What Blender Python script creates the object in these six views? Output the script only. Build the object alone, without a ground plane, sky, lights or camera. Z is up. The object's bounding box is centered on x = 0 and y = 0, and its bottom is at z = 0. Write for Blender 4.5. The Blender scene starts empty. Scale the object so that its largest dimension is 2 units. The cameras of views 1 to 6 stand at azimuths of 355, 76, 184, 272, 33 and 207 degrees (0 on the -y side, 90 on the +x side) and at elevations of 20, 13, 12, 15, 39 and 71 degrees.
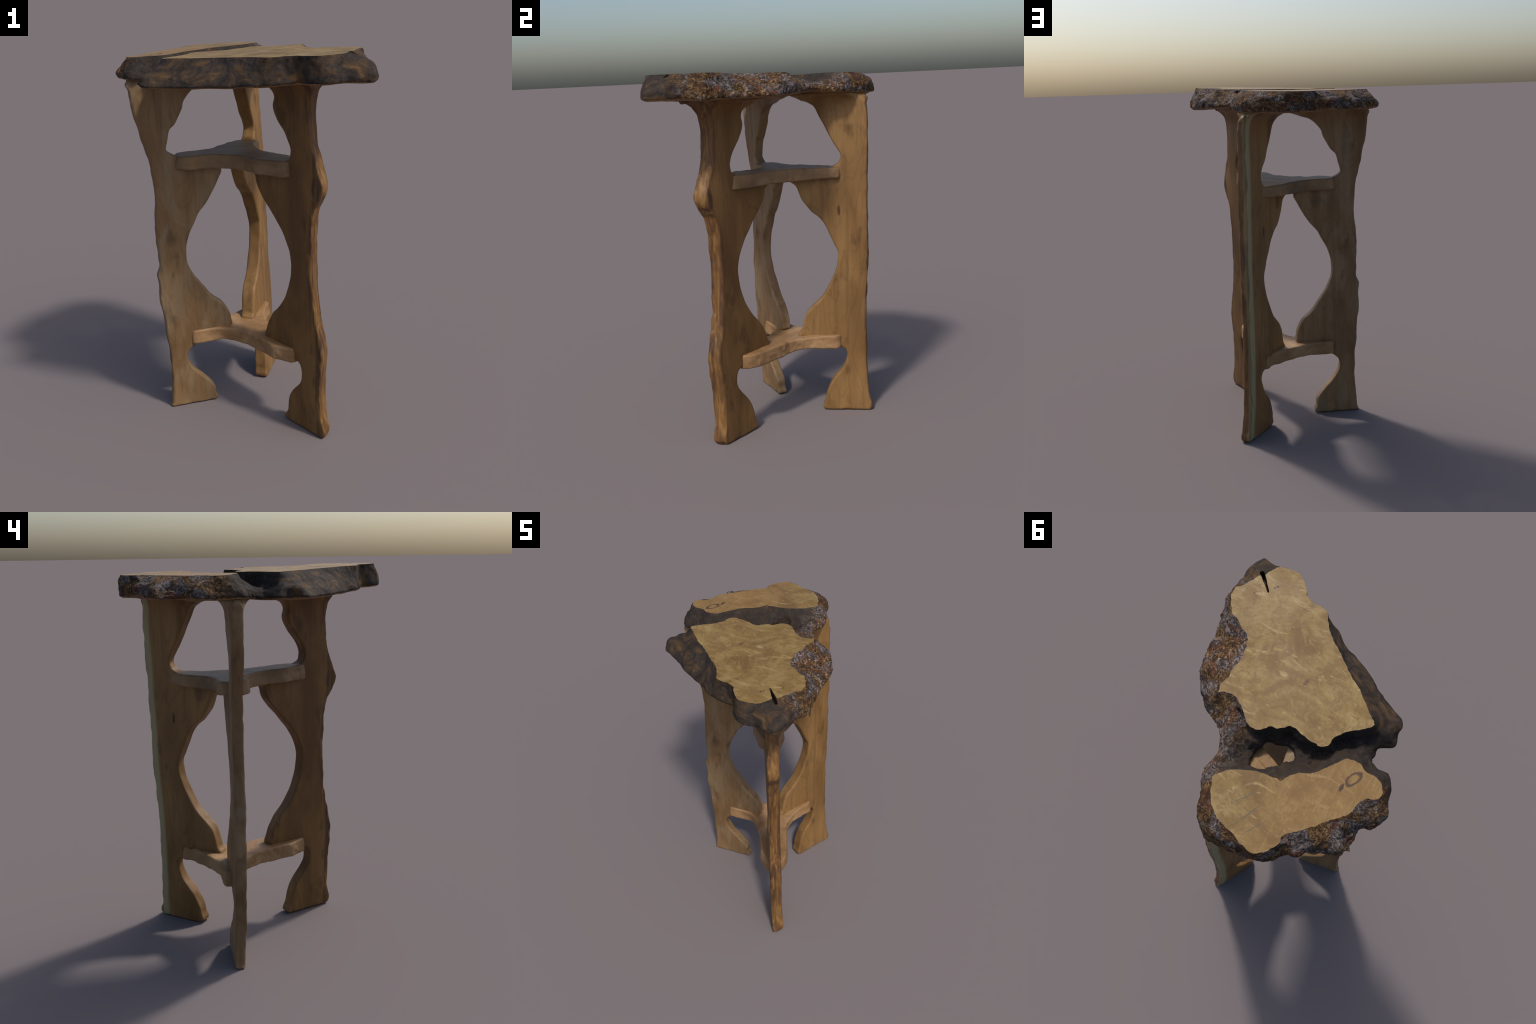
"""Tall live-edge side table: a burl slab with two sawn faces split by a crevice,
three scroll-cut plank legs set as a pinwheel, two three-armed shelves slotted between them."""
import bpy, math
import numpy as np
from mathutils import Matrix

# ------------------------------------------------------------------ helpers
RNG = np.random.default_rng(7)
PERM = RNG.permutation(256)
PERM = np.concatenate([PERM, PERM, PERM])
GRAD = RNG.normal(size=(256, 3))
GRAD /= np.linalg.norm(GRAD, axis=1)[:, None]


def perlin(p):
    """3D gradient noise, p: (N,3) -> (N,) about -0.7..0.7"""
    i = np.floor(p).astype(int)
    f = p - i
    i &= 255
    u = f * f * f * (f * (f * 6 - 15) + 10)
    out = 0.0
    for dx in (0, 1):
        wx = u[:, 0] if dx else 1 - u[:, 0]
        for dy in (0, 1):
            wy = u[:, 1] if dy else 1 - u[:, 1]
            for dz in (0, 1):
                wz = u[:, 2] if dz else 1 - u[:, 2]
                g = GRAD[PERM[PERM[PERM[i[:, 0] + dx] + i[:, 1] + dy] + i[:, 2] + dz]]
                out = out + wx * wy * wz * (g[:, 0] * (f[:, 0] - dx) + g[:, 1] * (f[:, 1] - dy) + g[:, 2] * (f[:, 2] - dz))
    return out


def fbm(p, octaves=3, gain=0.5):
    a, s = 1.0, 0.0
    for k in range(octaves):
        s = s + a * perlin(p * 2.0 ** k + 17.3 * k)
        a *= gain
    return s


def smoothstep(a, b, x):
    t = np.clip((x - a) / (b - a), 0, 1)
    return t * t * (3 - 2 * t)


def smax(a, b, k):
    h = np.clip(0.5 + 0.5 * (a - b) / k, 0, 1)
    return b + (a - b) * h + k * h * (1 - h)


def smin(a, b, k):
    return -smax(-a, -b, k)


def closed_curve(points, sub=4, tension=0.5):
    """Catmull-Rom through a closed ring of control points"""
    p = np.asarray(points, float)
    a, b, c, d = np.roll(p, 1, 0), p, np.roll(p, -1, 0), np.roll(p, -2, 0)
    out = []
    for k in range(sub):
        t = k / sub
        m1, m2 = (c - a) * tension, (d - b) * tension
        out.append((2 * t**3 - 3 * t**2 + 1) * b + (t**3 - 2 * t**2 + t) * m1 + (-2 * t**3 + 3 * t**2) * c + (t**3 - t**2) * m2)
    return np.stack(out, 1).reshape(-1, 2)


def polygon_distance(poly, X, Y):
    """signed distance to a polygon, negative inside"""
    best = np.full(X.shape, 1e9)
    inside = np.zeros(X.shape, bool)
    n = len(poly)
    for i in range(n):
        ax, ay = poly[i]
        bx, by = poly[(i + 1) % n]
        ex, ey = bx - ax, by - ay
        L = ex * ex + ey * ey
        if L < 1e-12:
            continue
        t = np.clip(((X - ax) * ex + (Y - ay) * ey) / L, 0, 1)
        best = np.minimum(best, (X - ax - t * ex) ** 2 + (Y - ay - t * ey) ** 2)
        if ay != by:
            inside ^= ((ay > Y) != (by > Y)) & (X < ex * (Y - ay) / (by - ay) + ax)
    d = np.sqrt(best)
    return np.where(inside, -d, d)


def bilinear(G, u0, v0, h, U, V):
    u = np.clip((U - u0) / h, 0, G.shape[0] - 1.001)
    v = np.clip((V - v0) / h, 0, G.shape[1] - 1.001)
    i, j = u.astype(int), v.astype(int)
    fu, fv = u - i, v - j
    return (G[i, j] * (1 - fu) + G[i + 1, j] * fu) * (1 - fv) + (G[i, j + 1] * (1 - fu) + G[i + 1, j + 1] * fu) * fv


def surface_nets(F, lo, h):
    """skin the zero level of a field sampled on a grid; returns vertices, quads"""
    S = F < 0
    nx, ny, nz = F.shape
    cs = np.zeros((nx - 1, ny - 1, nz - 1), np.int8)
    for a in (0, 1):
        for b in (0, 1):
            for c in (0, 1):
                cs += S[a:nx - 1 + a, b:ny - 1 + b, c:nz - 1 + c]
    ci, cj, ck = np.nonzero((cs > 0) & (cs < 8))
    index = np.full(cs.shape, -1, np.int64)
    index[ci, cj, ck] = np.arange(len(ci))
    acc = np.zeros((len(ci), 3))
    cnt = np.zeros(len(ci))
    corner = {}
    for a in (0, 1):
        for b in (0, 1):
            for c in (0, 1):
                corner[a, b, c] = F[ci + a, cj + b, ck + c]
    for ax in range(3):
        for p in (0, 1):
            for q in (0, 1):
                o = [p, q]
                o.insert(ax, 0)
                e = list(o)
                e[ax] = 1
                f0, f1 = corner[tuple(o)], corner[tuple(e)]
                m = (f0 < 0) != (f1 < 0)
                t = np.where(m, f0 / np.where(m, f0 - f1, 1), 0)
                pos = np.tile(np.array(o, float), (len(ci), 1))
                pos[:, ax] = t
                acc += pos * m[:, None]
                cnt += m
    V = (np.stack([ci, cj, ck], 1) + acc / cnt[:, None]) * h + np.asarray(lo)
    quads = []
    for ax in range(3):
        b, c = (ax + 1) % 3, (ax + 2) % 3
        sl0 = [slice(None)] * 3
        sl1 = [slice(None)] * 3
        sl0[ax] = slice(0, -1)
        sl1[ax] = slice(1, None)
        s0, s1 = S[tuple(sl0)], S[tuple(sl1)]
        idx = np.stack(np.nonzero(s0 != s1), 1)
        ok = (idx[:, b] > 0) & (idx[:, c] > 0) & (idx[:, b] < F.shape[b] - 1) & (idx[:, c] < F.shape[c] - 1)
        idx = idx[ok]
        flip = s0[tuple(idx.T)]
        ring = []
        for db, dc in ((-1, -1), (0, -1), (0, 0), (-1, 0)):
            k = idx.copy()
            k[:, b] += db
            k[:, c] += dc
            ring.append(index[tuple(k.T)])
        r = np.stack(ring, 1)
        r[~flip] = r[~flip][:, ::-1]
        quads.append(r)
    return V, np.concatenate(quads)


def vertex_normals(V, Q):
    n = np.cross(V[Q[:, 2]] - V[Q[:, 0]], V[Q[:, 3]] - V[Q[:, 1]])
    N = np.zeros_like(V)
    for k in range(4):
        np.add.at(N, Q[:, k], n)
    return N / np.maximum(np.linalg.norm(N, axis=1), 1e-12)[:, None]


def make_object(name, V, Q, material, parent=None, normals=None, matrix=None):
    used, inv = np.unique(Q.ravel(), return_inverse=True)
    me = bpy.data.meshes.new(name)
    me.from_pydata(V[used].tolist(), [], inv.reshape(Q.shape).tolist())
    me.polygons.foreach_set("use_smooth", np.ones(len(me.polygons), bool))
    me.materials.append(material)
    me.update()
    if normals is not None:
        me.normals_split_custom_set_from_vertices(normals[used].tolist())
    ob = bpy.data.objects.new(name, me)
    bpy.context.scene.collection.objects.link(ob)
    if matrix is not None:
        ob.matrix_world = matrix
    if parent:
        ob.parent = parent
    return ob


# ------------------------------------------------------------------ node helpers
class Mat:
    def __init__(self, name):
        self.m = bpy.data.materials.new(name)
        self.m.use_nodes = True
        self.t = self.m.node_tree
        self.bsdf = self.t.nodes["Principled BSDF"]
        self.pos = self.new("ShaderNodeTexCoord").outputs["Object"]
        self.xyz = self.new("ShaderNodeSeparateXYZ")
        self.link(self.pos, self.xyz.inputs[0])

    def new(self, kind):
        return self.t.nodes.new(kind)

    def link(self, a, b):
        if hasattr(a, "links"):
            self.t.links.new(a, b)
        else:
            b.default_value = a

    def mapped(self, scale, loc=(0, 0, 0), rot=(0, 0, 0)):
        n = self.new("ShaderNodeMapping")
        self.link(self.pos, n.inputs[0])
        n.inputs["Location"].default_value = loc
        n.inputs["Rotation"].default_value = rot
        n.inputs["Scale"].default_value = scale
        return n.outputs[0]

    def noise(self, vec, scale, detail=4, rough=0.55, distort=0.0):
        n = self.new("ShaderNodeTexNoise")
        self.link(vec, n.inputs["Vector"])
        n.inputs["Scale"].default_value = scale
        n.inputs["Detail"].default_value = detail
        n.inputs["Roughness"].default_value = rough
        n.inputs["Distortion"].default_value = distort
        return n.outputs["Fac"]

    def voronoi(self, vec, scale, feature="F1"):
        n = self.new("ShaderNodeTexVoronoi")
        n.feature = feature
        self.link(vec, n.inputs["Vector"])
        n.inputs["Scale"].default_value = scale
        return n.outputs["Distance"]

    def wave(self, vec, scale, distort=2.0, kind="BANDS", direction="X", dscale=1.0, detail=3):
        n = self.new("ShaderNodeTexWave")
        n.wave_type = kind
        if kind == "BANDS":
            n.bands_direction = direction
        else:
            n.rings_direction = direction
        self.link(vec, n.inputs["Vector"])
        n.inputs["Scale"].default_value = scale
        n.inputs["Distortion"].default_value = distort
        n.inputs["Detail"].default_value = detail
        n.inputs["Detail Scale"].default_value = dscale
        return n.outputs["Fac"]

    def math(self, op, a, b=0.0, c=0.0):
        n = self.new("ShaderNodeMath")
        n.operation = op
        self.link(a, n.inputs[0])
        self.link(b, n.inputs[1])
        self.link(c, n.inputs[2])
        return n.outputs[0]

    def step(self, x, a, b, lo=0.0, hi=1.0):
        n = self.new("ShaderNodeMapRange")
        n.interpolation_type = "SMOOTHSTEP"
        self.link(x, n.inputs[0])
        for k, v in enumerate((a, b, lo, hi)):
            n.inputs[1 + k].default_value = v
        return n.outputs[0]

    def mix(self, fac, a, b, blend="MIX"):
        n = self.new("ShaderNodeMix")
        n.data_type = "RGBA"
        n.blend_type = blend
        self.link(fac, n.inputs[0])
        for v, s in ((a, n.inputs[6]), (b, n.inputs[7])):
            self.link(v if hasattr(v, "links") else (*v, 1.0), s)
        return n.outputs[2]

    def ramp(self, x, stops):
        n = self.new("ShaderNodeValToRGB")
        e = n.color_ramp.elements
        while len(e) < len(stops):
            e.new(0.5)
        for el, (p, c) in zip(e, stops):
            el.position = p
            el.color = (*c, 1.0)
        self.link(x, n.inputs[0])
        return n.outputs[0]

    def dot(self, ax, ay, az=0.0, c=0.0):
        """linear function of position"""
        a = self.math("MULTIPLY_ADD", self.xyz.outputs[0], ax, c)
        a = self.math("MULTIPLY_ADD", self.xyz.outputs[1], ay, a)
        return self.math("MULTIPLY_ADD", self.xyz.outputs[2], az, a) if az else a

    def ellipse(self, cx, cy, rx, ry, deg):
        """1 inside an ellipse on the XY plane, wobbly rim"""
        c, s = math.cos(math.radians(deg)), math.sin(math.radians(deg))
        u = self.dot(c / rx, s / rx, 0, -(c * cx + s * cy) / rx)
        v = self.dot(-s / ry, c / ry, 0, -(-s * cx + c * cy) / ry)
        return self.math("ADD", self.math("MULTIPLY", u, u), self.math("MULTIPLY", v, v))

    def finish(self, color, rough=0.6, bump=None, strength=0.3, dist=0.01, spec=0.3):
        self.link(color if hasattr(color, "links") else (*color, 1.0), self.bsdf.inputs["Base Color"])
        self.link(rough, self.bsdf.inputs["Roughness"])
        self.bsdf.inputs["Specular IOR Level"].default_value = spec
        if bump is not None:
            b = self.new("ShaderNodeBump")
            b.inputs["Strength"].default_value = strength
            b.inputs["Distance"].default_value = dist
            self.link(bump, b.inputs["Height"])
            self.link(b.outputs[0], self.bsdf.inputs["Normal"])
        return self.m


# ------------------------------------------------------------------ materials
def leg_material(name, light, mid, dark, outer=None, edge_dark=0.0, edge_width=0.03, sapwood=0.0, knots=(), pale_patches=0.0):
    m = Mat(name)
    fibre = m.noise(m.mapped((26, 26, 1.3)), 1.0, 5, 0.6, 0.4)
    broad = m.noise(m.mapped((5, 5, 1.6), (3, 1, 2)), 1.0, 3, 0.5, 0.6)
    ringv = m.noise(m.mapped((3.2, 3.2, 0.9), (1, 5, 3)), 1.0, 2, 0.4, 0.3)
    rings = m.math("FRACT", m.math("MULTIPLY", ringv, 22.0))
    ringline = m.math("MULTIPLY", m.step(rings, 0.75, 0.97), m.step(rings, 1.0, 0.97))
    col = m.ramp(broad, ((0.33, dark), (0.48, mid), (0.64, light)))
    col = m.mix(m.step(fibre, 0.48, 0.72, 0, 0.55), col, tuple(0.62 * c for c in mid), "MIX")
    col = m.mix(m.math("MULTIPLY", ringline, 0.22), col, tuple(0.5 * c for c in dark))
    blotch = m.noise(m.mapped((9, 9, 4), (7, 7, 7)), 1.0, 4, 0.6)
    col = m.mix(m.step(blotch, 0.56, 0.7, 0, 0.6), col, tuple(0.45 * c for c in dark))
    if pale_patches:                                                     # pale grey-green tint in soft upright patches
        pale = m.noise(m.mapped((7, 7, 2.2), (4, 9, 1)), 1.0, 5, 0.62, 0.8)
        col = m.mix(m.step(pale, 0.45, 0.62, 0, pale_patches), col, (0.34, 0.30, 0.20))
    pores = m.voronoi(m.mapped((60, 60, 12)), 1.0)
    col = m.mix(m.step(pores, 0.16, 0.05, 0, 0.35), col, tuple(0.4 * c for c in dark))
    for kx, kz, rx, rz in knots:
        u = m.math("MULTIPLY", m.math("SUBTRACT", m.xyz.outputs[0], kx), 1 / rx)
        v = m.math("MULTIPLY", m.math("SUBTRACT", m.xyz.outputs[2], kz), 1 / rz)
        r = m.math("ADD", m.math("MULTIPLY", u, u), m.math("MULTIPLY", v, v))
        r = m.math("ADD", r, m.math("MULTIPLY", m.math("SUBTRACT", broad, 0.5), 1.5))
        col = m.mix(m.step(r, 1.3, 0.4, 0, 0.8), col, (0.035, 0.016, 0.009))
    if outer:
        cv = m.new("ShaderNodeFloatCurve")
        m.link(m.math("MULTIPLY", m.xyz.outputs[2], 0.5), cv.inputs["Value"])
        pts = cv.mapping.curves[0].points
        prof = [(z / 2.0, s) for s, z in outer]
        while len(pts) < len(prof):
            pts.new(0.5, 0.5)
        for p, (a, b) in zip(pts, prof):
            p.location = (a, b)
            p.handle_type = "VECTOR"
        cv.mapping.update()
        depth = m.math("SUBTRACT", cv.outputs[0], m.xyz.outputs[0])     # distance in from the live edge
        depth = m.math("ADD", depth, m.math("MULTIPLY", m.math("SUBTRACT", blotch, 0.5), edge_width * 1.2))
        if sapwood:
            side = m.step(m.math("MULTIPLY_ADD", m.xyz.outputs[2], -0.025, m.xyz.outputs[1]), 0.008, 0.018)
            sap = m.math("MULTIPLY", m.step(depth, 0.055, 0.03, 0, sapwood), side)
            col = m.mix(sap, col, (0.34, 0.31, 0.175))
        if edge_dark:
            streak = m.noise(m.mapped((30, 30, 3.0), (2, 2, 2)), 1.0, 5, 0.65, 1.0)
            bark = m.ramp(streak, ((0.35, (0.035, 0.018, 0.01)), (0.5, (0.12, 0.055, 0.02)), (0.65, (0.26, 0.14, 0.04))))
            col = m.mix(m.step(depth, edge_width, edge_width * 0.4, 0, edge_dark), col, bark)
    rough = m.step(fibre, 0.3, 0.8, 0.5, 0.66)
    h = m.math("ADD", fibre, m.math("MULTIPLY", blotch, 0.8))
    return m.finish(col, rough, h, 0.25, 0.004, 0.35)


def shelf_material(name, light, mid, dark):
    m = Mat(name)
    grain = m.noise(m.mapped((4, 30, 30), rot=(0, 0, 0.3)), 1.0, 5, 0.6, 0.5)
    broad = m.noise(m.mapped((6, 6, 9)), 1.0, 3, 0.5, 0.5)
    col = m.ramp(broad, ((0.3, dark), (0.5, mid), (0.7, light)))
    col = m.mix(m.step(grain, 0.5, 0.75, 0, 0.5), col, tuple(0.6 * c for c in mid))
    spots = m.voronoi(m.mapped((22, 22, 22)), 1.0)
    col = m.mix(m.step(spots, 0.12, 0.04, 0, 0.5), col, tuple(0.3 * c for c in dark))
    return m.finish(col, 0.58, grain, 0.25, 0.004, 0.35)


def sawn_material(name, orange, marks):
    m = Mat(name)
    swirl = m.noise(m.pos, 5.0, 3, 0.55, 1.2)
    flame = m.noise(m.mapped((5, 13, 4), rot=(0, 0, 0.9)), 1.0, 6, 0.64, 2.4)
    cloud = m.noise(m.mapped((4.2, 4.2, 3.2), (4, 2, 0)), 1.0, 4, 0.6, 1.2)
    mottle = m.noise(m.mapped((15, 15, 5), (1, 8, 0)), 1.0, 4, 0.6, 1.8)
    col = m.ramp(cloud, ((0.36, (0.150, 0.080, 0.020)), (0.47, (0.205, 0.122, 0.033)), (0.56, (0.242, 0.153, 0.047)), (0.68, (0.290, 0.194, 0.068))))
    col = m.mix(m.step(mottle, 0.53, 0.66, 0, 0.5), col, (0.298, 0.198, 0.072))
    col = m.mix(m.step(mottle, 0.47, 0.37, 0, 0.6), col, (0.150, 0.084, 0.026))
    col = m.mix(m.step(flame, 0.57, 0.66, 0, 0.75), col, (0.380, 0.265, 0.108))
    col = m.mix(m.step(flame, 0.43, 0.34, 0, 0.6), col, (0.145, 0.078, 0.024))
    rings = m.wave(m.mapped((1, 1, 0.2), (0.04, -0.39, 0) if orange else (-0.09, 0.045, 0)), 17 if orange else 15, 7.0, "RINGS", "Z", 1.3, 4)
    col = m.mix(m.step(rings, 0.55, 0.95, 0, 0.28 if orange else 0.16), col, (0.150, 0.085, 0.030))
    if orange:
        warm = m.math("MULTIPLY", m.step(m.xyz.outputs[0], 0.03, -0.18), m.step(cloud, 0.25, 0.6, 0.4, 0.95))
        rays = m.noise(m.mapped((30, 3.5, 4), rot=(0, 0, 0.5)), 1.0, 4, 0.6, 0.6)
        col = m.mix(m.math("MULTIPLY", warm, 0.5), col, (0.225, 0.115, 0.033))
        col = m.mix(m.math("MULTIPLY", warm, m.step(rays, 0.5, 0.7, 0, 0.6)), col, (0.31, 0.185, 0.065))
    fine = m.noise(m.mapped((70, 70, 10)), 1.0, 3, 0.6, 1.0)
    col = m.mix(m.step(fine, 0.5, 0.75, 0, 0.45), col, (0.150, 0.090, 0.034))
    specks = m.voronoi(m.mapped((17, 17, 5)), 1.0)
    col = m.mix(m.step(specks, 0.07, 0.035, 0, 0.7), col, (0.07, 0.032, 0.016))
    wob = m.math("MULTIPLY", m.math("SUBTRACT", m.noise(m.pos, 40, 3), 0.5), 1.6)
    for kind, cx, cy, rx, ry, deg, strength in marks:
        r = m.math("ADD", m.ellipse(cx, cy, rx, ry, deg), wob)
        if kind == "ring":
            f = m.math("MULTIPLY", m.step(r, 0.25, 0.75), m.step(r, 1.6, 1.1))
        else:
            f = m.step(r, 1.2, 0.5)
        c = (0.05, 0.02, 0.015) if kind != "crack" else (0.085, 0.085, 0.055)
        col = m.mix(m.math("MULTIPLY", f, strength), col, c)
    h = m.math("ADD", m.math("MULTIPLY", fine, 0.5), flame)
    return m.finish(col, m.step(swirl, 0.3, 0.7, 0.5, 0.62), h, 0.15, 0.003, 0.35)


def bark_material(name):
    m = Mat(name)
    warp = m.noise(m.pos, 9, 3, 0.55, 1.5)
    crinkle = m.noise(m.mapped((1, 1, 1.2)), 34, 6, 0.68, 2.6)
    plates = m.noise(m.pos, 70, 4, 0.7, 1.5)
    zone = m.noise(m.mapped((1, 1, 1.4), (3, 3, 3)), 7.5, 3, 0.55, 0.9)
    zone2 = m.noise(m.mapped((1, 1, 1.4), (9, 1, 5)), 10, 3, 0.55, 0.7)
    tan = m.ramp(crinkle, ((0.36, (0.022, 0.013, 0.009)), (0.47, (0.085, 0.042, 0.018)), (0.56, (0.19, 0.11, 0.048)), (0.68, (0.37, 0.265, 0.15))))
    grey = m.ramp(crinkle, ((0.36, (0.02, 0.018, 0.022)), (0.47, (0.075, 0.06, 0.058)), (0.56, (0.19, 0.155, 0.14)), (0.68, (0.38, 0.33, 0.30))))
    red = m.ramp(crinkle, ((0.34, (0.028, 0.012, 0.009)), (0.5, (0.12, 0.05, 0.03)), (0.66, (0.27, 0.14, 0.075))))
    col = m.mix(m.step(zone, 0.44, 0.57), tan, grey)
    col = m.mix(m.step(zone2, 0.56, 0.68), col, red)
    deep = m.noise(m.mapped((1, 1, 1.6), (2, 7, 4)), 13, 4, 0.6, 1.2)
    col = m.mix(m.step(deep, 0.50, 0.62, 0, 0.8), col, m.mix(crinkle, (0.012, 0.009, 0.008), (0.075, 0.045, 0.028)))
    # smooth, nearly black skin on the long flank, the nose and inside the crevice
    nz = m.math("MULTIPLY", m.math("SUBTRACT", warp, 0.5), 0.22)
    flank = m.step(m.math("ADD", m.dot(-0.48, -0.877), nz), 0.12, 0.24)
    rift = m.math("ABSOLUTE", m.dot(-0.447, 0.894, 0, -0.185))
    rift = m.math("MULTIPLY", m.step(m.math("ADD", rift, m.math("MULTIPLY", nz, 0.4)), 0.15, 0.115), m.step(m.xyz.outputs[0], 0.24, 0.10))
    skin = m.math("MAXIMUM", flank, rift)
    soft = m.noise(m.mapped((1, 1, 1.6), (5, 5, 1)), 10, 5, 0.62, 1.0)
    black = m.ramp(soft, ((0.35, (0.014, 0.013, 0.013)), (0.5, (0.034, 0.026, 0.021)), (0.6, (0.068, 0.042, 0.023)), (0.72, (0.120, 0.068, 0.028))))
    black = m.mix(m.math("MULTIPLY", rift, 0.75), black, (0.026, 0.021, 0.018))
    col = m.mix(m.math("MULTIPLY", skin, 0.93), col, black)
    height = m.math("ADD", crinkle, m.math("MULTIPLY", plates, 0.5))
    height = m.math("MULTIPLY", height, m.math("SUBTRACT", 1.0, m.math("MULTIPLY", skin, 0.75)))
    return m.finish(col, 0.78, height, 0.8, 0.012, 0.12)


# ------------------------------------------------------------------ tabletop plan (metres, seen from above)
BIG_FACE = [(.450, -.548), (.436, -.584), (.413, -.618), (.365, -.631), (.318, -.634), (.286, -.618), (.249, -.577), (.224, -.550),
            (.183, -.529), (.142, -.529), (.105, -.516), (.077, -.479), (.058, -.450), (.008, -.399), (-.045, -.364), (-.109, -.310),
            (-.170, -.269), (-.215, -.237), (-.264, -.197), (-.306, -.158), (-.343, -.124), (-.312, -.082), (-.264, -.045), (-.226, .000),
            (-.212, .024), (-.213, .056), (-.186, .083), (-.141, .082), (-.087, .077), (-.046, .064), (-.019, .067), (.007, .090),
            (.032, .108), (.057, .110), (.077, .138), (.108, .160), (.159, .144), (.194, .109), (.223, .088), (.247, .071),
            (.281, .059), (.317, .071), (.340, .081), (.347, .059), (.349, .035), (.337, -.003), (.344, -.056), (.334, -.088),
            (.333, -.128), (.348, -.184), (.370, -.230), (.405, -.243), (.449, -.278), (.484, -.291), (.526, -.348), (.541, -.380),
            (.541, -.415), (.516, -.447), (.495, -.483), (.480, -.522), (.463, -.535), (.458, -.541)]
SMALL_FACE = [(.162, .432), (.136, .400), (.091, .361), (.034, .334), (-.014, .319), (-.056, .314), (-.086, .309), (-.107, .311),
              (-.117, .285), (-.158, .239), (-.217, .203), (-.257, .153), (-.277, .118), (-.307, .081), (-.335, .070), (-.373, .070),
              (-.411, .089), (-.454, .088), (-.481, .097), (-.507, .117), (-.519, .151), (-.507, .180), (-.475, .193), (-.454, .216),
              (-.442, .246), (-.439, .281), (-.419, .316), (-.376, .357), (-.337, .407), (-.303, .443), (-.261, .487), (-.239, .504),
              (-.230, .529), (-.234, .554), (-.219, .585), (-.195, .620), (-.157, .647), (-.122, .645), (-.084, .634), (-.050, .614),
              (-.007, .605), (.033, .594), (.074, .572), (.115, .533), (.137, .493), (.149, .460)]
RIM = [(.422, -.655), (.479, -.664), (.530, -.677), (.552, -.642), (.568, -.597), (.567, -.547), (.560, -.517), (.579, -.458), (.580, -.420),
       (.588, -.394), (.572, -.326), (.540, -.235), (.532, -.170), (.524, -.093), (.514, -.034), (.492, .008), (.464, .037), (.440, .085),
       (.414, .116), (.372, .146), (.335, .165), (.291, .205), (.250, .239), (.236, .279), (.228, .312), (.231, .364), (.228, .417),
       (.219, .466), (.195, .513), (.162, .554), (.141, .599), (.106, .650), (.052, .678), (.013, .680), (-.055, .674), (-.112, .664),
       (-.155, .662), (-.198, .646), (-.233, .615), (-.263, .566), (-.318, .526), (-.388, .494), (-.438, .466), (-.506, .427),
       (-.516, .411), (-.511, .371), (-.508, .326), (-.526, .301), (-.549, .290), (-.574, .249), (-.584, .201), (-.560, .136),
       (-.550, .087), (-.526, .042), (-.492, .018), (-.440, .012), (-.411, -.004), (-.405, -.044), (-.406, -.076), (-.453, -.101),
       (-.474, -.133), (-.456, -.195), (-.442, -.252), (-.404, -.276), (-.321, -.316), (-.242, -.366), (-.159, -.413), (-.080, -.449),
       (-.016, -.482), (.034, -.521), (.076, -.534), (.109, -.543), (.147, -.547), (.219, -.560), (.246, -.595), (.273, -.634), (.315, -.668), (.375, -.672)]
HOLE = [(.071, .215), (.040, .150), (.000, .128), (-.040, .122), (-.084, .140), (-.095, .170), (-.055, .215), (-.020, .250), (.030, .285), (.062, .270)]
RIFT_REGION = [(-.80, -.115), (-.37, -.115), (-.2, -.04), (.10, .06), (.25, .10), (.36, .16), (.30, .33), (.18, .44), (0, .42), (-.33, .15), (-.42, .05), (-.80, .05)]


def top_plane(x, y):
    return 1.975 + 0.025 * x - 0.018 * y


def bottom_level(x, y):
    return 1.853 + 0.010 * smoothstep(-.35, -.6, y) + 0.012 * smoothstep(.05, .4, x) + 0.020 * np.exp(-((x - .2) ** 2 + (y - .2) ** 2) / .03) - 0.012 * np.exp(-((x + .3) ** 2 + (y + .15) ** 2) / .03)


# lobes of bark that stand out and hollows that bite in: x, y, z, radius
LOBES = [(.450, -.005, 1.930, .034), (.415, .070, 1.905, .028), (.500, -.34, 1.905, .04), (-.505, .225, 1.905, .034), (-.440, .440, 1.875, .035), (-.30, .53, 1.90, .04),
         (-.420, -.200, 1.885, .035), (.110, .560, 1.905, .05), (.10, .18, 1.905, .03)]
HOLLOWS = [(.465, -.120, 1.995, .045), (.430, -.200, 1.995, .032), (-.505, .375, 1.945, .062), (-.33, .56, 1.99, .030),
           (.235, .165, 2.01, .050)]


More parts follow.
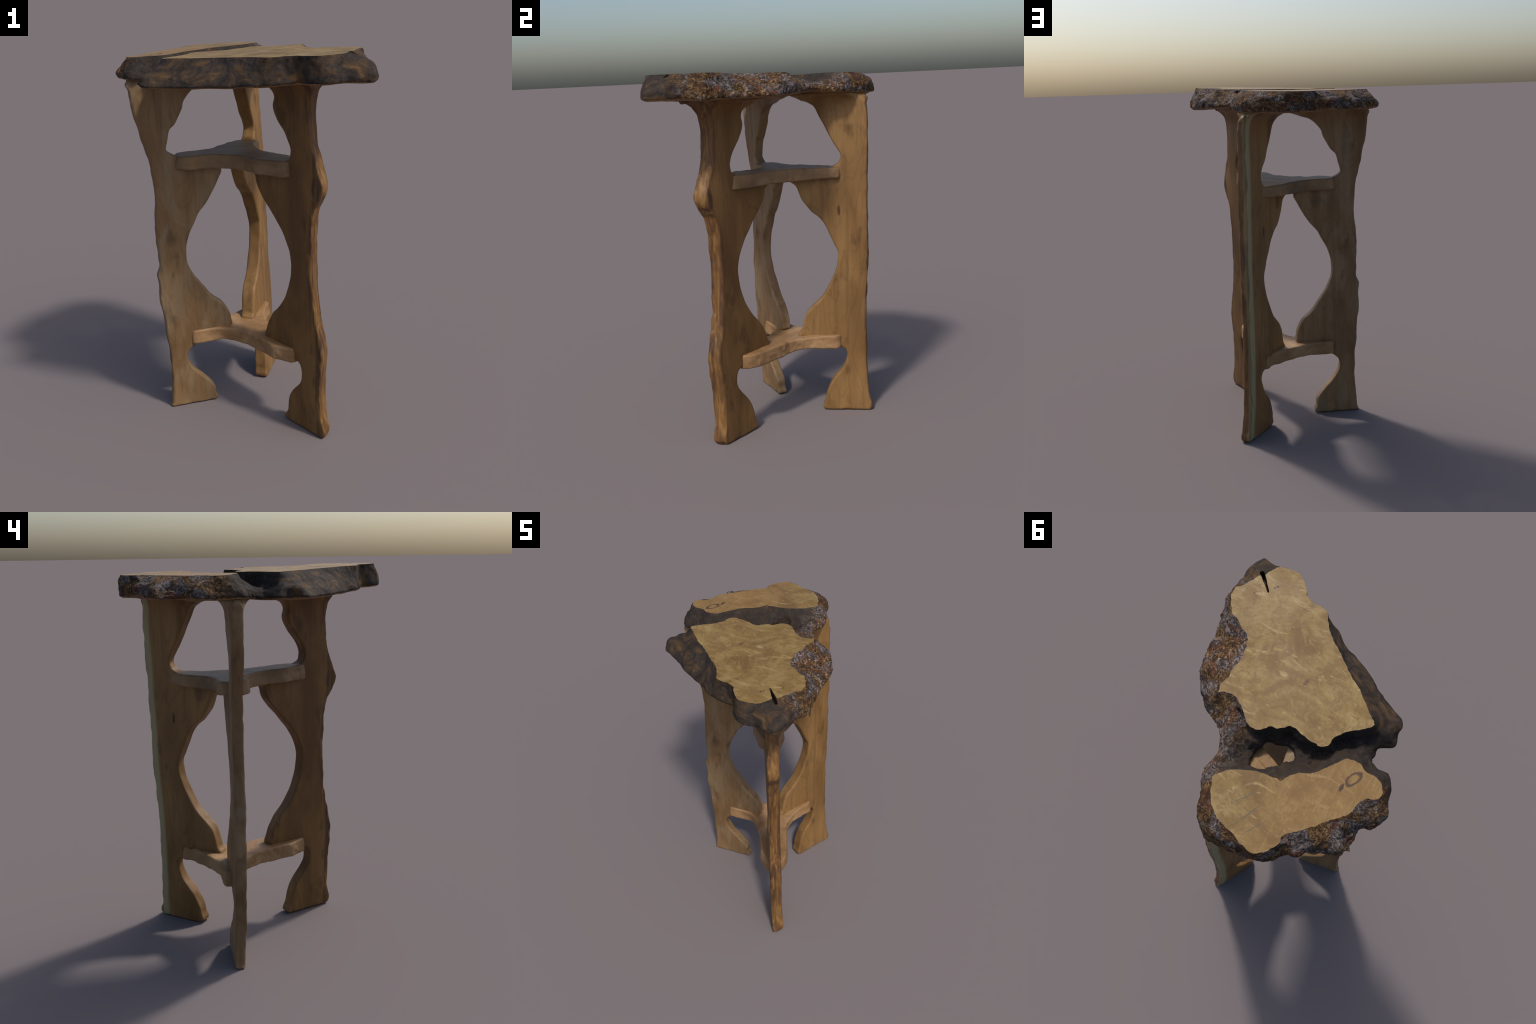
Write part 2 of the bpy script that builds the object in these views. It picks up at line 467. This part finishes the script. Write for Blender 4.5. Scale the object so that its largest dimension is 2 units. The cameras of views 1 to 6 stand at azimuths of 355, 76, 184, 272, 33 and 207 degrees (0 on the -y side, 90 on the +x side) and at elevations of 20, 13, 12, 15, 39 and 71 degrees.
def build_tabletop(mats, parent):
    h = 0.0042
    lo = np.array([-.62, -.70, 1.80])
    n = np.ceil((np.array([.62, .71, 2.03]) - lo) / h).astype(int)
    gx, gy, gz = (lo[k] + h * np.arange(n[k]) for k in range(3))
    X2, Y2 = np.meshgrid(gx, gy, indexing="ij")
    f1 = polygon_distance(closed_curve(BIG_FACE, 3), X2, Y2)
    f2 = polygon_distance(closed_curve(SMALL_FACE, 3), X2, Y2)
    fr = polygon_distance(closed_curve(RIM, 3), X2, Y2)
    fh = polygon_distance(closed_curve(HOLE, 3), X2, Y2)
    fg = polygon_distance(np.array(RIFT_REGION), X2, Y2)
    # wavering saw edge
    wob = 0.007 * fbm(np.stack([X2.ravel() * 30, Y2.ravel() * 30, 0 * X2.ravel()], 1), 3).reshape(X2.shape)
    ft = np.minimum(f1, f2) + wob
    # the drying check that runs in from the nose
    (ax, ay), (bx, by) = (.475, -.555), (.396, -.474)
    t = np.clip(((X2 - ax) * (bx - ax) + (Y2 - ay) * (by - ay)) / ((bx - ax) ** 2 + (by - ay) ** 2), 0, 1)
    slit = np.hypot(X2 - ax - t * (bx - ax), Y2 - ay - t * (by - ay)) - 0.0105 + 0.006 * t
    zt, zb = top_plane(X2, Y2), bottom_level(X2, Y2)
    Z = gz[None, None, :]
    hh = np.clip((Z - zb[..., None] - 0.012) / (zt - zb - 0.012)[..., None], 0, 1)
    nose = smoothstep(.30, .48, X2) * smoothstep(-.35, -.5, Y2)
    bulge = 1 - smoothstep(.16, .28, -.48 * X2 - .877 * Y2)               # bark sides belly out, the long flank is a straight bevel
    g = hh ** np.maximum(1.15 + 0.55 * bulge + 1.1 * bulge * smoothstep(.35, .48, Y2), 1.15 + 1.3 * nose)[..., None]
    F = ft[..., None] * g + np.maximum(fr, -0.12)[..., None] * (1 - g)
    # the rift between the two sawn faces
    dp = zt[..., None] - Z
    floor = 1.893 + 0.06 * smoothstep(.07, .24, X2) + 0.045 * smoothstep(.22, .36, X2) + 0.02 * np.exp(-((X2 + .21) ** 2 + (Y2 - .09) ** 2) / .004)
    rift = np.maximum(-f1[..., None] + .28 * dp, -f2[..., None] + .9 * dp)
    rift = smax(rift, fg[..., None], 0.03)
    rift = smax(rift, floor[..., None] - Z, 0.03)
    F = smax(F, -rift, 0.012)
    F = smax(F, -(fh[..., None] + .12 * dp - .012), 0.015)
    band = np.nonzero(np.abs(F) < 0.075)
    P = np.stack([gx[band[0]], gy[band[1]], gz[band[2]]], 1)
    v = F[band]
    for x, y, z, r in LOBES:
        v = smin(v, np.linalg.norm((P - (x, y, z)) * (1, 1, 1.15), axis=1) - r, 0.035)
    for x, y, z, r in HOLLOWS:
        v = smax(v, r - np.linalg.norm(P - (x, y, z), axis=1), 0.03)
    keep = smoothstep(0.002, 0.035, zt[band[0], band[1]] - P[:, 2])       # relief fades at the saw cut
    skin = smoothstep(.20, .30, -.48 * P[:, 0] - .877 * P[:, 1])           # smooth flank
    q = P + 0.02 * np.stack([perlin(P * 11), perlin(P * 11 + 40), perlin(P * 11 + 80)], 1)
    lump = 0.020 * perlin(q * 12) + 0.010 * perlin(q * 27 + 5)
    ridge = 0.0085 * (0.35 - np.abs(perlin(q * (38, 38, 30) + 9))) + 0.004 * perlin(q * 75 + 3)
    v = v + keep * (lump * (1 - .45 * skin) + ridge * (1 - .7 * skin))
    F[band] = v
    zbn = zb + 0.006 * perlin(np.stack([X2.ravel() * 9, Y2.ravel() * 9, 0 * X2.ravel()], 1)).reshape(X2.shape)
    F = np.maximum(F, -np.maximum(slit[..., None], dp - 0.05))
    F = np.maximum(smax(F, zbn[..., None] - Z, 0.022), -dp)
    V, Q = surface_nets(F, lo, h)
    # crisp saw cut: snap the rim vertices on to plane and outline
    zv = top_plane(V[:, 0], V[:, 1])
    d = bilinear(ft, lo[0], lo[1], h, V[:, 0], V[:, 1])
    near = (V[:, 2] > zv - 0.9 * h)
    gxd = (bilinear(ft, lo[0], lo[1], h, V[:, 0] + h, V[:, 1]) - bilinear(ft, lo[0], lo[1], h, V[:, 0] - h, V[:, 1])) / (2 * h)
    gyd = (bilinear(ft, lo[0], lo[1], h, V[:, 0], V[:, 1] + h) - bilinear(ft, lo[0], lo[1], h, V[:, 0], V[:, 1] - h)) / (2 * h)
    edge = near & (np.abs(d) < 0.8 * h)
    V[edge, 0] -= d[edge] * gxd[edge]
    V[edge, 1] -= d[edge] * gyd[edge]
    flat = near & (d < 0.8 * h)
    V[flat, 2] = top_plane(V[flat, 0], V[flat, 1])
    N = vertex_normals(V, Q)
    cen = V[Q].mean(1)
    fn = N[Q].mean(1)
    is_flat = flat[Q].all(1)
    under = (~is_flat) & (cen[:, 2] < bottom_level(cen[:, 0], cen[:, 1]) + 0.016) & (fn[:, 2] < -0.55)
    side = cen[:, 1] > 0.5 * cen[:, 0] + 0.19
    bark_q = Q[~is_flat & ~under]
    body = make_object("tabletop", V, bark_q, mats["bark"], parent, vertex_normals(V, Q[~is_flat]))
    make_object("underside", V, Q[under], mats["under"], body, vertex_normals(V, Q[~is_flat]))
    up = np.tile([-0.025, 0.018, 1.0], (len(V), 1))
    make_object("sawn_face", V, Q[is_flat & ~side], mats["big"], body, up)
    make_object("sawn_face", V, Q[is_flat & side], mats["small"], body, up)


# ------------------------------------------------------------------ legs: profile in (distance outward from hub, height)
HUB = (0.0, 0.165)
LEGS = [
    dict(foot=(.350, -.374), angle=-55.3, faces=((.042, -.029), (.042, -.029)), lean=0.0, skew=0.35, kick=-.008, mat="leg_front",
         outer=[(.649, 0), (.649, .12), (.643, .26), (.648, .36), (.662, .46), (.651, .56), (.621, .68), (.605, .84), (.599, .95), (.601, 1.04),
                (.607, 1.16), (.627, 1.25), (.647, 1.29), (.677, 1.34), (.682, 1.39), (.657, 1.46), (.635, 1.52), (.618, 1.57), (.608, 1.68),
                (.613, 1.75), (.633, 1.83), (.644, 1.875)],
         inner=[(.279, 1.875), (.314, 1.835), (.357, 1.81), (.377, 1.77), (.367, 1.73), (.377, 1.69), (.404, 1.65), (.434, 1.615), (.459, 1.585), (.479, 1.545),
                (.480, 1.51), (.454, 1.475), (.289, 1.43), (.157, 1.41), (.211, 1.365), (.223, 1.325), (.245, 1.285), (.281, 1.24), (.339, 1.18),
                (.389, 1.12), (.425, 1.07), (.452, 1.01), (.463, .95), (.459, .90), (.451, .85), (.432, .79), (.404, .735), (.364, .68),
                (.309, .62), (.273, .565), (.255, .52), (.244, .46), (.339, .425), (.449, .405), (.501, .395), (.520, .355), (.516, .30),
                (.486, .255), (.437, .20), (.407, .14), (.394, .07), (.387, 0)]),
    dict(foot=(-.445, .086), angle=190.0, faces=((.018, -.042), (.016, -.040)), lean=0.0, skew=0.0, kick=.010, mat="leg_west",
         outer=[(.445, 0), (.455, .03), (.449, .16), (.445, .32), (.453, .42), (.461, .54), (.470, .63), (.474, .70), (.471, .77), (.478, .81),
                (.472, .835), (.461, .86), (.462, .92), (.466, 1.0), (.461, 1.12), (.452, 1.22), (.450, 1.30), (.457, 1.37), (.468, 1.45),
                (.482, 1.51), (.502, 1.60), (.518, 1.66), (.529, 1.73), (.531, 1.80), (.535, 1.875)],
         inner=[(.12, 1.875), (.145, 1.83), (.206, 1.80), (.262, 1.74), (.277, 1.695), (.318, 1.625), (.347, 1.595), (.362, 1.55), (.374, 1.51),
                (.370, 1.485), (.317, 1.455), (.18, 1.42), (.095, 1.37), (.115, 1.31), (.172, 1.21), (.228, 1.145), (.252, 1.10), (.284, 1.04),
                (.304, .98), (.312, .92), (.310, .875), (.298, .835), (.272, .78), (.228, .715), (.187, .655), (.135, .61), (.094, .545),
                (.085, .50), (.09, .46), (.2, .42), (.30, .375), (.351, .325), (.335, .255), (.29, .195), (.248, .15), (.207, .095),
                (.203, .05), (.207, 0)]),
    dict(foot=(.093, .320), angle=66.5, faces=((.031, -.046), (.021, -.034)), lean=-0.025, skew=0.0, kick=.008, mat="leg_back",
         outer=[(.44, 0), (.44, .1), (.432, .25), (.43, .4), (.428, .55), (.433, .7), (.442, .85), (.446, 1.0), (.446, 1.13), (.449, 1.3),
                (.449, 1.45), (.455, 1.6), (.456, 1.72), (.447, 1.80), (.446, 1.875)],
         inner=[(.09, 1.875), (.155, 1.80), (.185, 1.74), (.22, 1.67), (.25, 1.61), (.285, 1.55), (.30, 1.515), (.293, 1.485), (.265, 1.46),
                (.15, 1.42), (.0, 1.39), (.04, 1.35), (.06, 1.30), (.08, 1.26), (.122, 1.205), (.17, 1.165), (.203, 1.12), (.232, 1.06),
                (.258, 1.0), (.273, .96), (.272, .91), (.258, .855), (.219, .765), (.18, .70), (.125, .645), (.085, .60), (.062, .545),
                (.05, .49), (.035, .45), (.17, .41), (.285, .39), (.314, .355), (.308, .31), (.285, .26), (.226, .185), (.192, .115),
                (.18, .06), (.188, 0)]),
]


def build_leg(spec, mats, parent, seed):
    h = 0.0045
    a = math.radians(spec["angle"])
    d = np.array([math.cos(a), math.sin(a)])
    s_foot = (np.array(spec["foot"]) - HUB) @ d
    origin = np.array(spec["foot"]) - d * s_foot                  # local x = distance outward, y = left of it
    poly = np.array(spec["outer"] + spec["inner"])
    fine = closed_curve(poly, 4)
    fine[:, 1] = np.clip(fine[:, 1], 0, 1.875)
    lo = np.array([-.12, -.15, -.03])
    hi = np.array([.78, .15, 1.91])
    n = np.ceil((hi - lo) / h).astype(int)
    gx, gy, gz = (lo[k] + h * np.arange(n[k]) for k in range(3))
    X2, Z2 = np.meshgrid(gx, gz, indexing="ij")
    G = polygon_distance(fine, X2, Z2)
    outer = np.array(spec["outer"])
    far = outer[:, 0].mean()
    inside = G < 0.11
    ii, kk = np.nonzero(inside)
    F = np.full((n[0], n[1], n[2]), 0.1, np.float32)
    S, Zc = gx[ii], gz[kk]
    (r_in, l_in), (r_out, l_out) = spec["faces"]                  # face offsets right/left of the centre line, hub side and rim side
    wedge = smoothstep(.22, far, S)
    foot = 1 - 0.05 * smoothstep(.12, 0, Zc)
    right, left = (r_in + (r_out - r_in) * wedge) * foot, (l_in + (l_out - l_in) * wedge) * foot
    half, centre = (right - left) / 2, -(right + left) / 2 - spec["kick"] * smoothstep(.25, .02, Zc)
    R = 0.011
    # slab outline in the leg's own frame, so that the flare stays under it
    XW, YW = np.meshgrid(gx, gy, indexing="ij")
    under = polygon_distance(np.array(RIM), origin[0] + d[0] * XW - d[1] * YW, origin[1] + d[1] * XW + d[0] * YW)
    for j, y in enumerate(gy):
        yc = y + spec["lean"] * Zc                                 # lean of the plank
        off = -yc
        P = np.stack([S, np.full_like(S, y), Zc], 1)
        sk = spec["skew"] * off * smoothstep(far - .12, far - .02, S)
        g = bilinear(G, lo[0], lo[2], h, S - sk, Zc)
        near = np.abs(yc) < 0.14
        v = np.full(len(S), 0.1)
        P, gg, yy, hf, zz, ud = P[near], g[near], (yc - centre)[near], half[near], Zc[near], under[ii, j][near]
        bend = 0.004 * perlin(np.stack([P[:, 0] * 3, 0 * yy, zz * 2.2], 1) + seed)
        w0 = gg + R
        w1 = np.abs(yy - bend) - hf + R
        e = np.minimum(np.maximum(w0, w1), 0) + np.hypot(np.maximum(w0, 0), np.maximum(w1, 0)) - R
        # flare where the leg runs into the slab above
        roof = 1.856 - zz
        e2 = smin(e, roof, 0.09)
        e2 = np.maximum(e2, zz - 1.868)
        e2 = np.maximum(e2, np.maximum(gg - 0.045 * smoothstep(far - .02, far - .12, P[:, 0]), np.abs(yy) - hf - 0.055))
        e2 = np.maximum(e2, np.minimum(ud + 0.02, e))
        e = np.where(zz > 1.70, np.minimum(e2, e), e)
        e = np.where(zz > 1.72, smax(e, ud + 0.012 - 1.1 * (1.85 - zz), 0.03), e)     # leg heads stay under the bark
        e = np.maximum(e, -zz)
        v[near] = e
        F[ii, j, kk] = v
    band = np.nonzero(np.abs(F) < 0.02)
    P = np.stack([gx[band[0]], gy[band[1]], gz[band[2]]], 1) + seed
    edge = smoothstep(-.03, -.005, G[band[0], band[2]])
    live = edge * smoothstep(far - .08, far - .03, gx[band[0]])
    F[band] += (0.0028 * perlin(P * (13, 13, 6)) + edge * 0.004 * perlin(P * (24, 24, 13))
                + live * (0.007 * perlin(P * (30, 30, 9)) + 0.004 * perlin(P * (55, 55, 22))))
    F[:, :, gz < 0.0] = np.maximum(F[:, :, gz < 0.0], 0.004)
    V, Q = surface_nets(F, lo, h)
    V[:, 2] = np.maximum(V[:, 2], 0.0)
    M = Matrix.Translation((origin[0], origin[1], 0)) @ Matrix.Rotation(a, 4, "Z")
    return make_object("leg", V, Q, mats[spec["mat"]], parent, vertex_normals(V, Q), M)


# ------------------------------------------------------------------ shelves
UPPER_SHELF = [(.282, -.205), (.258, -.118), (.195, -.022), (.145, .055), (.120, .13), (.118, .22), (.121, .30), (.148, .385), (.130, .435), (.075, .460),
               (.035, .425), (-.030, .370), (-.075, .305), (-.125, .245), (-.205, .195), (-.305, .170), (-.330, .12), (-.310, .048),
               (-.251, .024), (-.188, .040), (-.13, .045), (-.057, .008), (-.005, -.025), (.023, -.058), (.052, -.115), (.085, -.170), (.140, -.215), (.195, -.262), (.25, -.245)]
LOWER_SHELF = [(.290, -.19), (.265, -.10), (.215, -.02), (.155, .075), (.122, .15), (.125, .23), (.140, .31), (.166, .375), (.135, .42), (.075, .425),
               (.050, .375), (.015, .340), (-.04, .290), (-.095, .250), (-.15, .207), (-.22, .182), (-.30, .165), (-.315, .115), (-.297, .060),
               (-.206, .074), (-.13, .078), (-.072, .044), (-.017, -.002), (.035, -.07), (.080, -.135), (.110, -.185), (.150, -.220), (.205, -.262), (.26, -.235)]


def build_shelf(outline, top, thick, sag, mats, key, parent, seed):
    h = 0.0042
    lo = np.array([-.37, -.31, top - thick - .06])
    hi = np.array([.34, .49, top + .03])
    n = np.ceil((hi - lo) / h).astype(int)
    gx, gy, gz = (lo[k] + h * np.arange(n[k]) for k in range(3))
    X, Y = np.meshgrid(gx, gy, indexing="ij")
    G = polygon_distance(closed_curve(outline, 4), X, Y)
    r2 = (X - .01) ** 2 + (Y - .15) ** 2
    zt = top - sag[0] * np.exp(-r2 / .02) - sag[2] * (Y - .12)
    zb = top - thick + sag[1] * np.exp(-r2 / .03)
    Z = gz[None, None, :]
    mid, half = ((zt + zb) / 2)[..., None], ((zt - zb) / 2)[..., None]
    R = 0.010
    w0 = G[..., None] + R + 0.10 * (Z - mid)
    w1 = np.abs(Z - mid) - half + R
    F = np.minimum(np.maximum(w0, w1), 0) + np.hypot(np.maximum(w0, 0), np.maximum(w1, 0)) - R
    b = np.nonzero(np.abs(F) < 0.02)
    P = np.stack([gx[b[0]], gy[b[1]], gz[b[2]]], 1) + seed
    edge = smoothstep(-.03, 0, G[b[0], b[1]])
    F[b] += 0.003 * perlin(P * 11) + edge * (0.006 * perlin(P * (16, 16, 24)) + 0.003 * perlin(P * 40))
    V, Q = surface_nets(F, lo, h)
    return make_object("shelf", V, Q, mats[key], parent, vertex_normals(V, Q))


# ------------------------------------------------------------------ assemble
def build():
    honey = ((.228, .118, .037), (.174, .086, .025), (.120, .056, .016))
    tawny = ((.258, .143, .050), (.200, .105, .034), (.145, .072, .022))
    mats = dict(
        bark=bark_material("bark"),
        under=shelf_material("underside_wood", (.26, .15, .065), (.20, .105, .042), (.13, .065, .026)),
        big=sawn_material("sawn_burl", False, [("spot", .019, -.154, .024, .009, -108, .55), ("spot", .204, -.359, .005, .004, 0, .8), ("spot", .45, -.436, .006, .004, 0, .8), ("spot", .370, -.519, .007, .007, 0, .9), ("spot", .379, -.507, .005, .005, 0, .9)]),
        small=sawn_material("sawn_heart", True, [
            ("spot", -.351, .205, .023, .0095, -90, .95), ("ring", -.380, .145, .042, .020, 70, .85),
            ("crack", -.012, .442, .063, .0024, -126, .9), ("crack", -.059, .504, .081, .0030, -113, .95), ("crack", -.107, .550, .061, .0024, -121, .85)]),
        leg_front=leg_material("leg_wood_front", *honey, LEGS[0]["outer"], 0.75, 0.035, knots=((.655, 1.36, .03, .07), (.655, .56, .02, .07))),
        leg_west=leg_material("leg_wood_west", (.262, .158, .074), (.200, .115, .050), (.145, .078, .031), LEGS[1]["outer"], pale_patches=0.2),
        leg_back=leg_material("leg_wood_back", *tawny, LEGS[2]["outer"], 0.6, 0.008, 0.75, knots=((.285, 1.205, .009, .032),)),
        shelf_up=shelf_material("shelf_wood_dull_brown", (.265, .162, .080), (.212, .126, .060), (.150, .086, .040)),
        shelf_low=shelf_material("shelf_wood_pale", (.355, .215, .105), (.275, .155, .068), (.195, .102, .040)),
    )
    table = bpy.data.objects.new("live_edge_table", None)
    bpy.context.scene.collection.objects.link(table)
    table["label"] = "tall rustic side table, burl slab top on three scroll-cut plank legs"
    table["category"] = "table"
    build_tabletop(mats, table)
    for k, spec in enumerate(LEGS):
        build_leg(spec, mats, table, 11.7 * (k + 1))
    build_shelf(UPPER_SHELF, 1.459, .068, (.0, -.008, .03), mats, "shelf_up", table, 3.3)
    build_shelf(LOWER_SHELF, .467, .080, (.010, .010, 0), mats, "shelf_low", table, 8.1)


build()
